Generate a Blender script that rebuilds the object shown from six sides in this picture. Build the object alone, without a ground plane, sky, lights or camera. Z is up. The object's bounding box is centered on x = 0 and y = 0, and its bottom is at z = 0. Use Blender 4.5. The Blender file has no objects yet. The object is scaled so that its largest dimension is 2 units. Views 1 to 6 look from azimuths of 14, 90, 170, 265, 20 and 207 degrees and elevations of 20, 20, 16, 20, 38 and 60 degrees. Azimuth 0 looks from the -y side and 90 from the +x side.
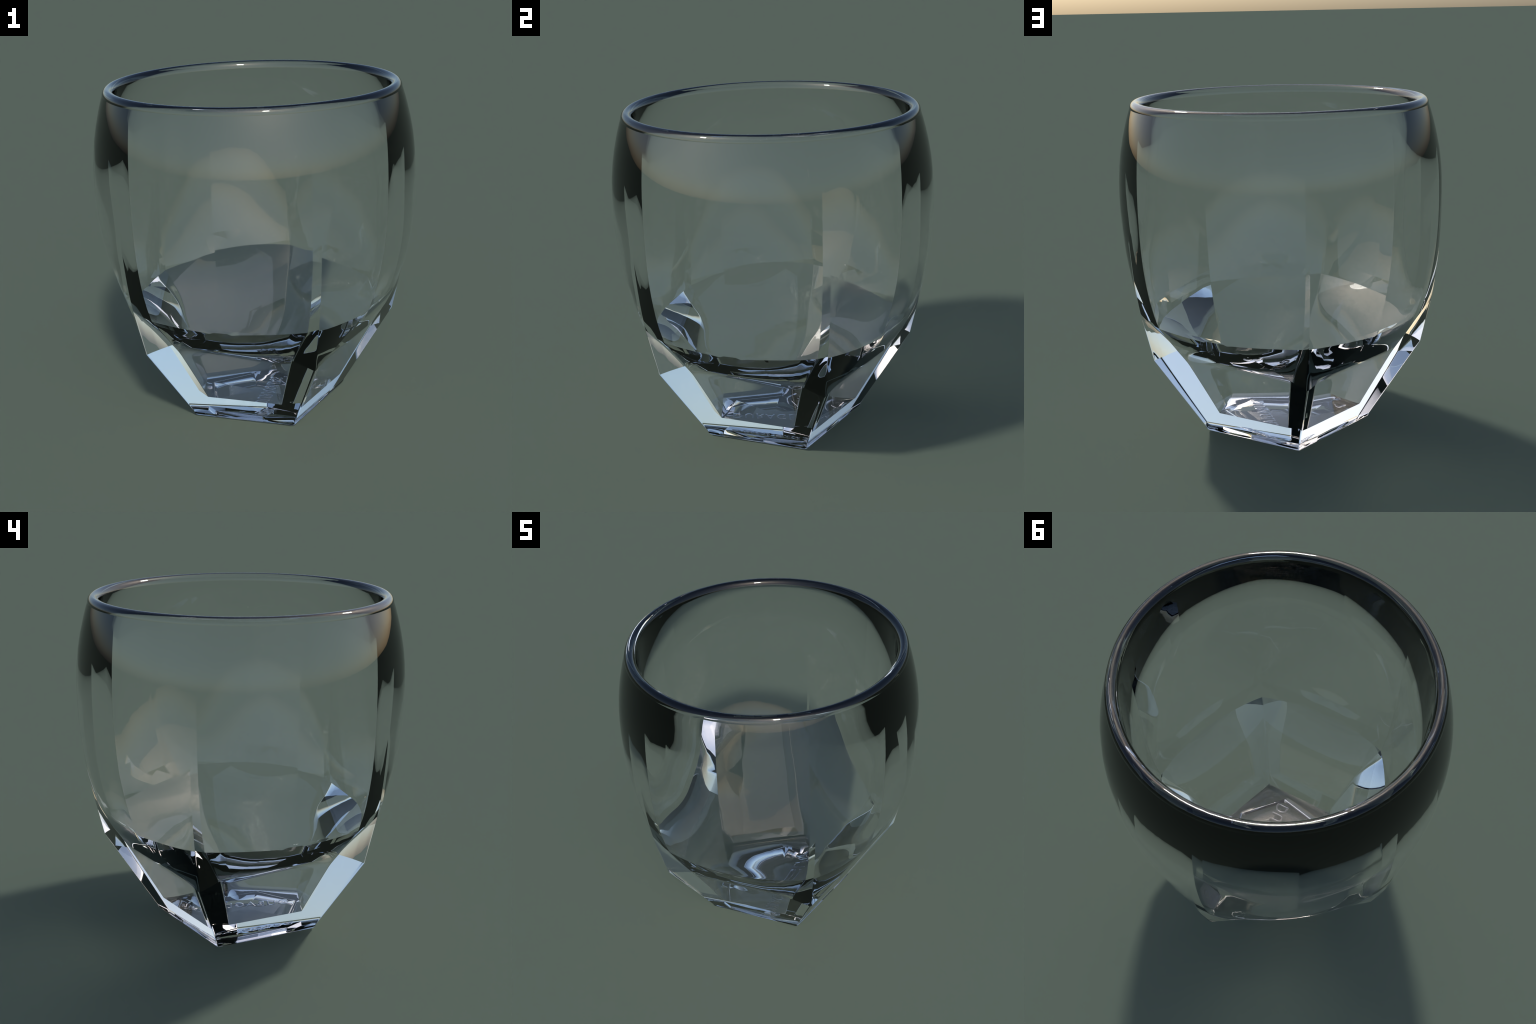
import bpy, bmesh, math
from mathutils import Vector

# ------------------------------------------------------------------ measures
SIDES = 5
STEP = 72.0                         # degrees per side
FIRST = 88.7                        # one ridge points almost to +y
COS = math.cos(math.pi / SIDES)
HEX_FIRST = FIRST + 198             # a corner of the six-sided recess under the foot
FACE = 3.6                          # degrees per column of the blown wall
IOR = 1.5
TEN = 0.15                          # strength of the ten soft flats inside the wall

FOOT_Z, FOOT_R = 0.034, 0.5405       # top of the rounded foot edge
KINK_Z, KINK_R = 0.528, 0.845       # where a ridge bends
CREASE_Z, CREASE_R, CREASE_K = 0.790, 0.900, 0.41   # crease between base and wall
IN_Z, IN_R, IN_K = 0.757, 0.735, 0.447            
FLOOR_Z, FLOOR_R = 0.175, 0.395
RECESS_Z, RECESS_R = 0.045, 0.325
RIM_OUT, RIM_IN = (1.962, 0.8565), (1.955, 0.7865)

# wall profiles: height, radius at a ridge, flatness (0 round, 1 flat pentagon)
OUTER = [(CREASE_Z, CREASE_R, CREASE_K), (0.88, 0.914, 0.28), (0.98, 0.926, 0.18), (1.1, 0.936, 0.09), (1.2, 0.9415, 0.04),
         (1.3, 0.9445, 0.012), (1.38, 0.9455, 0), (1.5, 0.9435, 0), (1.6, 0.937, 0), (1.7, 0.9245, 0), (1.8, 0.904, 0), (1.9, 0.877, 0), (*RIM_OUT, 0)]
INNER = [(*RIM_IN, 0), (1.93, 0.785, 0), (1.85, 0.784, 0), (1.7, 0.783, 0), (1.5, 0.780, 0), (1.3, 0.777, 0.05), (1.1, 0.775, 0.15),
         (0.9, 0.762, 0.35), (IN_Z, IN_R, IN_K)]


def lerp(a, b, t):
    return a + (b - a) * t


def spline(pts, n):
    """Catmull-Rom through (z, r, k) points, n samples per span."""
    out = []
    P = [Vector(p) for p in pts]
    for i in range(len(P) - 1):
        p0 = P[i - 1] if i else P[i] * 2 - P[i + 1]
        p1, p2 = P[i], P[i + 1]
        p3 = P[i + 2] if i + 2 < len(P) else p2 * 2 - p1
        for j in range(n):
            t = j / n
            out.append(0.5 * ((2 * p1) + (p2 - p0) * t + (2 * p0 - 5 * p1 + 4 * p2 - p3) * t * t + (3 * p1 - p0 - 3 * p2 + p3) * t ** 3))
    out.append(P[-1])
    return [(z, r, max(k, 0)) for z, r, k in out]


def rounded(a, p):
    """Flat-sided pentagon (1 at its corners) with softened corners; a from mid-side, degrees."""
    c = [max(math.cos(math.radians(a + STEP * i)), 0) for i in (-1, 0, 1)]
    return sum(x ** p for x in c) ** (1 / p) / COS


def section(ridge, k, a, p=150):
    """Radius of a five-sided section: k=1 flat pentagon, k=0 circle."""
    return ridge / ((1 - k) + k * rounded(a, p))


def ten(a):
    """Ten-sided factor: 1 at ridges and mid-sides, larger between."""
    b = abs(a) % 36
    return math.cos(math.radians(b - 18)) / math.cos(math.radians(18))


def ten_share(z):
    """How far the inner wall leans towards ten flats at a height."""
    up = min(max((1.88 - z) / 0.25, 0), 1)
    down = min(max((z - IN_Z) / 0.45, 0), 1)
    return TEN * up * up * (3 - 2 * up) * down


def from_mid(phi):
    return (phi - FIRST) % STEP - STEP / 2


def polar(r, phi, z):
    w = math.radians(phi)
    return Vector((r * math.cos(w), r * math.sin(w), z))


def faceted(z, ridge, k, phi, p=150, ten_flats=0):
    """Point on a section that is straight between the wall's columns."""
    def point(b):
        r = section(ridge, k, from_mid(b), p)
        return polar(r / (1 + ten_flats * (ten(from_mid(b)) - 1)), b, z)

    n = (phi - FIRST) / FACE
    i = math.floor(n + 1e-6)
    t = max(n - i, 0)
    a, b = (FIRST + FACE * (i + j) for j in (0, 1))
    A = point(a)
    if t < 1e-5:
        return A
    return A.lerp(point(b), t)


# ------------------------------------------------------------------ mesh from rings
def lathe(name, groups, material, parent, slant=False):
    """groups: list of (rings, columns); ring: (point function of phi, sharp?)."""
    bm = bmesh.new()
    for rings, columns, cap in groups:
        grid = [[bm.verts.new(f(phi)) for phi in columns] for f, s in rings]
        n = len(columns)
        for i in range(len(rings) - 1):
            for c in range(n):
                d = (c + 1) % n
                q = (grid[i][c], grid[i][d], grid[i + 1][d], grid[i + 1][c])
                if slant:
                    bm.faces.new((q[0], q[1], q[2]))
                    bm.faces.new((q[0], q[2], q[3]))
                else:
                    bm.faces.new(q)
        if cap == "first":
            bm.faces.new(tuple(reversed(grid[0])))
        if cap == "last":
            bm.faces.new(tuple(grid[-1]))
        bm.edges.ensure_lookup_table()
        for f in bm.faces:
            f.smooth = True
        for (f, s), ring in zip(rings, grid):
            if s:
                for c in range(n):
                    e = bm.edges.get((ring[c], ring[(c + 1) % n]))
                    e.smooth = False
        for c, phi in enumerate(columns):
            for i in range(len(rings) - 1):
                if any(abs((phi - first + w / 2) % w - w / 2) < 0.01 and lo <= i < hi for first, w, lo, hi in rings[0][0].ridges):
                    bm.edges.get((grid[i][c], grid[i + 1][c])).smooth = False
    me = bpy.data.meshes.new(name)
    bm.to_mesh(me)
    bm.free()
    me.materials.append(material)
    o = bpy.data.objects.new(name, me)
    bpy.context.scene.collection.objects.link(o)
    o.parent = parent
    return o


def glass():
    mat = bpy.data.materials.new("clear_glass")
    mat.use_nodes = True
    p = mat.node_tree.nodes["Principled BSDF"]
    p.inputs["Base Color"].default_value = (1, 1, 1, 1)
    p.inputs["Roughness"].default_value = 0.0
    p.inputs["IOR"].default_value = IOR
    p.inputs["Transmission Weight"].default_value = 1.0
    return mat


def ring(z, r, k, p=150):
    return lambda phi: polar(section(r, k, from_mid(phi), p), phi, z)


def chord_ring(z, r, k, p=150, ten_flats=0):
    return lambda phi: faceted(z, r, k, phi, p, ten_flats)


def hex_ring(z, r):
    def f(phi):
        h = (phi - HEX_FIRST) % 60 - 30
        return polar(r * math.cos(math.pi / 6) / math.cos(math.radians(h)), phi, z)
    return f


def arch_z(a):
    """Height at which a flat facet gives way to the rounded shoulder."""
    x = math.tan(math.radians(abs(a))) / math.tan(math.pi / SIDES)
    return lerp(CREASE_Z - 0.004, KINK_Z, x)


def facet(z, a):
    return section(lerp(FOOT_R, KINK_R, (z - FOOT_Z) / (KINK_Z - FOOT_Z)), 1, a)


mat = glass()
tumbler = bpy.data.objects.new("glass_tumbler", None)
tumbler["label"] = "clear glass tumbler with faceted pentagonal base"
tumbler["category"] = "drinking glass"
bpy.context.scene.collection.objects.link(tumbler)

# --- base: recess, foot, five flat facets, arched shoulder; then the hollow down to its floor
R = []


def add(f, sharp=False):
    R.append((f, sharp))


add(hex_ring(RECESS_Z, 0.02))
add(hex_ring(RECESS_Z, RECESS_R - 0.012))
add(hex_ring(RECESS_Z - 0.004, RECESS_R - 0.004))
add(hex_ring(0.004, RECESS_R + 0.004))
add(hex_ring(0.000, RECESS_R + 0.010))
hex_rows = len(R)
add(ring(0.0, 0.470, 1, 40))
for i in range(0, 7):
    t = math.pi / 2 * i / 6
    add(ring(FOOT_Z * (1 - math.cos(t)), FOOT_R - 0.044 * (1 - math.sin(t)), 1, 45 + 17.5 * i), i == 6)
N = 12
for i in range(1, N + 1):
    def low(phi, t=i / N):
        a = from_mid(phi)
        z = lerp(FOOT_Z, arch_z(a), t)
        return polar(facet(z, a), phi, z)
    add(low, i == N)
N = 8
for i in range(1, N + 1):
    def shoulder(phi, t=i / N):
        a = from_mid(phi)
        za = arch_z(a)
        return polar(facet(za, a), phi, za).lerp(faceted(CREASE_Z, CREASE_R, CREASE_K, phi), t)
    add(shoulder, False)
base_outer = len(R)

# the lower hollow: a pentagonal well, then a shoulder opening to the round wall
BREAK_Z, BREAK_R, FILLET = 0.549, 0.5665, 0.012
SHOULDER_Z, SHOULDER_R, SHOULDER_K = 0.653, 0.644, 0.859
H = [(chord_ring(IN_Z, IN_R, IN_K, 260), False)]
for i in range(1, 11):
    u = 2 * (i / 10) * (1 - FILLET / (IN_Z - BREAK_Z))
    def well_top(phi, u=u):
        a, b, c = chord_ring(IN_Z, IN_R, IN_K, 260)(phi), ring(SHOULDER_Z, SHOULDER_R, SHOULDER_K, 260)(phi), ring(BREAK_Z, BREAK_R, 1, 260)(phi)
        w = u / 2
        return a * ((1 - w) * (1 - 2 * w)) + b * (4 * w * (1 - w)) + c * (w * (2 * w - 1))
    H.append((well_top, False))
WAIST = 0.002                       # how far the well's sides bow inward
for i in range(8):
    t = lerp(FILLET / (BREAK_Z - FLOOR_Z), 1, i / 8)
    H.append((ring(lerp(BREAK_Z, FLOOR_Z, t), lerp(BREAK_R, FLOOR_R, t) - 4 * WAIST * t * (1 - t), 1, 260), False))
H.append((ring(FLOOR_Z, FLOOR_R, 1, 260), True))
H.append((ring(FLOOR_Z, 0.02, 1, 260), False))

near = [0, .15, .3, .45, .6, .8, 1, 1.25, 1.5, 2, 2.5, 3]
side = set(near) | {STEP - x for x in near[1:]} | {round(FACE * i, 3) for i in range(1, 20)} | {6, 18, 30, 42, 54, 66}
fine = [FIRST + STEP * i + x for i in range(SIDES) for x in sorted(side)]
coarse = [FIRST + FACE * i for i in range(100)]

R[0][0].ridges = [(HEX_FIRST, 60, 0, hex_rows - 1)]
H[0][0].ridges = []
base = lathe("base", [(R, fine, "first"), (H, fine, "last")], mat, tumbler)

# --- wall: outer and inner shells
def at_height(profile, z):
    for end in (profile[0], profile[-1]):
        if abs(z - end[0]) < 1e-6:
            return end
    pts = spline(profile, 24)
    for (z0, r0, k0), (z1, r1, k1) in zip(pts, pts[1:]):
        if min(z0, z1) - 1e-5 <= z <= max(z0, z1) + 1e-5:
            t = min(max((z - z0) / (z1 - z0), 0), 1)
            return z, lerp(r0, r1, t), lerp(k0, k1, t)


out_z = [CREASE_Z, 0.83, 0.88, 0.94, 1.01, 1.08, 1.16, 1.24, 1.32, 1.40, 1.48, 1.56, 1.64, 1.72, 1.80, 1.87, 1.92, RIM_OUT[0]]
in_z = [RIM_IN[0], 1.93, 1.88, 1.80, 1.70, 1.60, 1.50, 1.40, 1.30, 1.20, 1.10, 1.00, 0.92, 0.84, IN_Z]
WO = [(chord_ring(*at_height(OUTER, z)), False) for z in out_z]
WI = [(chord_ring(*at_height(INNER, z), 160, ten_share(z)), False) for z in in_z]
WO[0][0].ridges = [(FIRST, STEP, 0, 8)]
WI[0][0].ridges = [(FIRST, 36, 2, 99)]
wall = lathe("wall", [(WO, coarse, False), (WI, coarse, False)], mat, tumbler, slant=True)

# --- rim: rounded lip
M = []
n = 14
for i in range(n + 1):
    a = math.pi * i / n
    M.append((chord_ring(lerp(RIM_OUT[0], RIM_IN[0], i / n) + 0.0418 * math.sin(a),
                         lerp(RIM_OUT[1], RIM_IN[1], (1 - math.cos(a)) / 2), 0), False))
M[0][0].ridges = []
rim = lathe("rim", [(M, coarse, False)], mat, tumbler)

# --- marks pressed into the underside of the base: letter-shaped hollows just above the recess
WORD, LETTER_H, WORD_L = "DURAGLAS", 0.085, 0.51
cu = bpy.data.curves.new("lettering", "FONT")
cu.body = WORD
cu.align_x, cu.align_y = "CENTER", "CENTER"
cu.size, cu.extrude, cu.resolution_u = LETTER_H / 0.7, 0.003, 3
cu.space_character = 1.15
tmp = bpy.data.objects.new("lettering_outline", cu)
bpy.context.scene.collection.objects.link(tmp)
bpy.context.view_layer.update()
me = bpy.data.meshes.new_from_object(tmp.evaluated_get(bpy.context.evaluated_depsgraph_get()))
bpy.data.objects.remove(tmp)
bpy.data.curves.remove(cu)
me.name = "lettering"
span = max(v.co.x for v in me.vertices) - min(v.co.x for v in me.vertices)
for v in me.vertices:                # reading along +y, right way round from below
    x, y, z = v.co
    v.co = (y + 0.072, x * WORD_L / span, RECESS_Z + 0.008 - z)
bm = bmesh.new()
bm.from_mesh(me)
bmesh.ops.remove_doubles(bm, verts=bm.verts, dist=1e-5)
bmesh.ops.recalc_face_normals(bm, faces=bm.faces)
bmesh.ops.reverse_faces(bm, faces=bm.faces)
bm.to_mesh(me)
bm.free()
me.materials.clear()
me.materials.append(mat)
lettering = bpy.data.objects.new("lettering", me)
bpy.context.scene.collection.objects.link(lettering)
lettering.parent = base
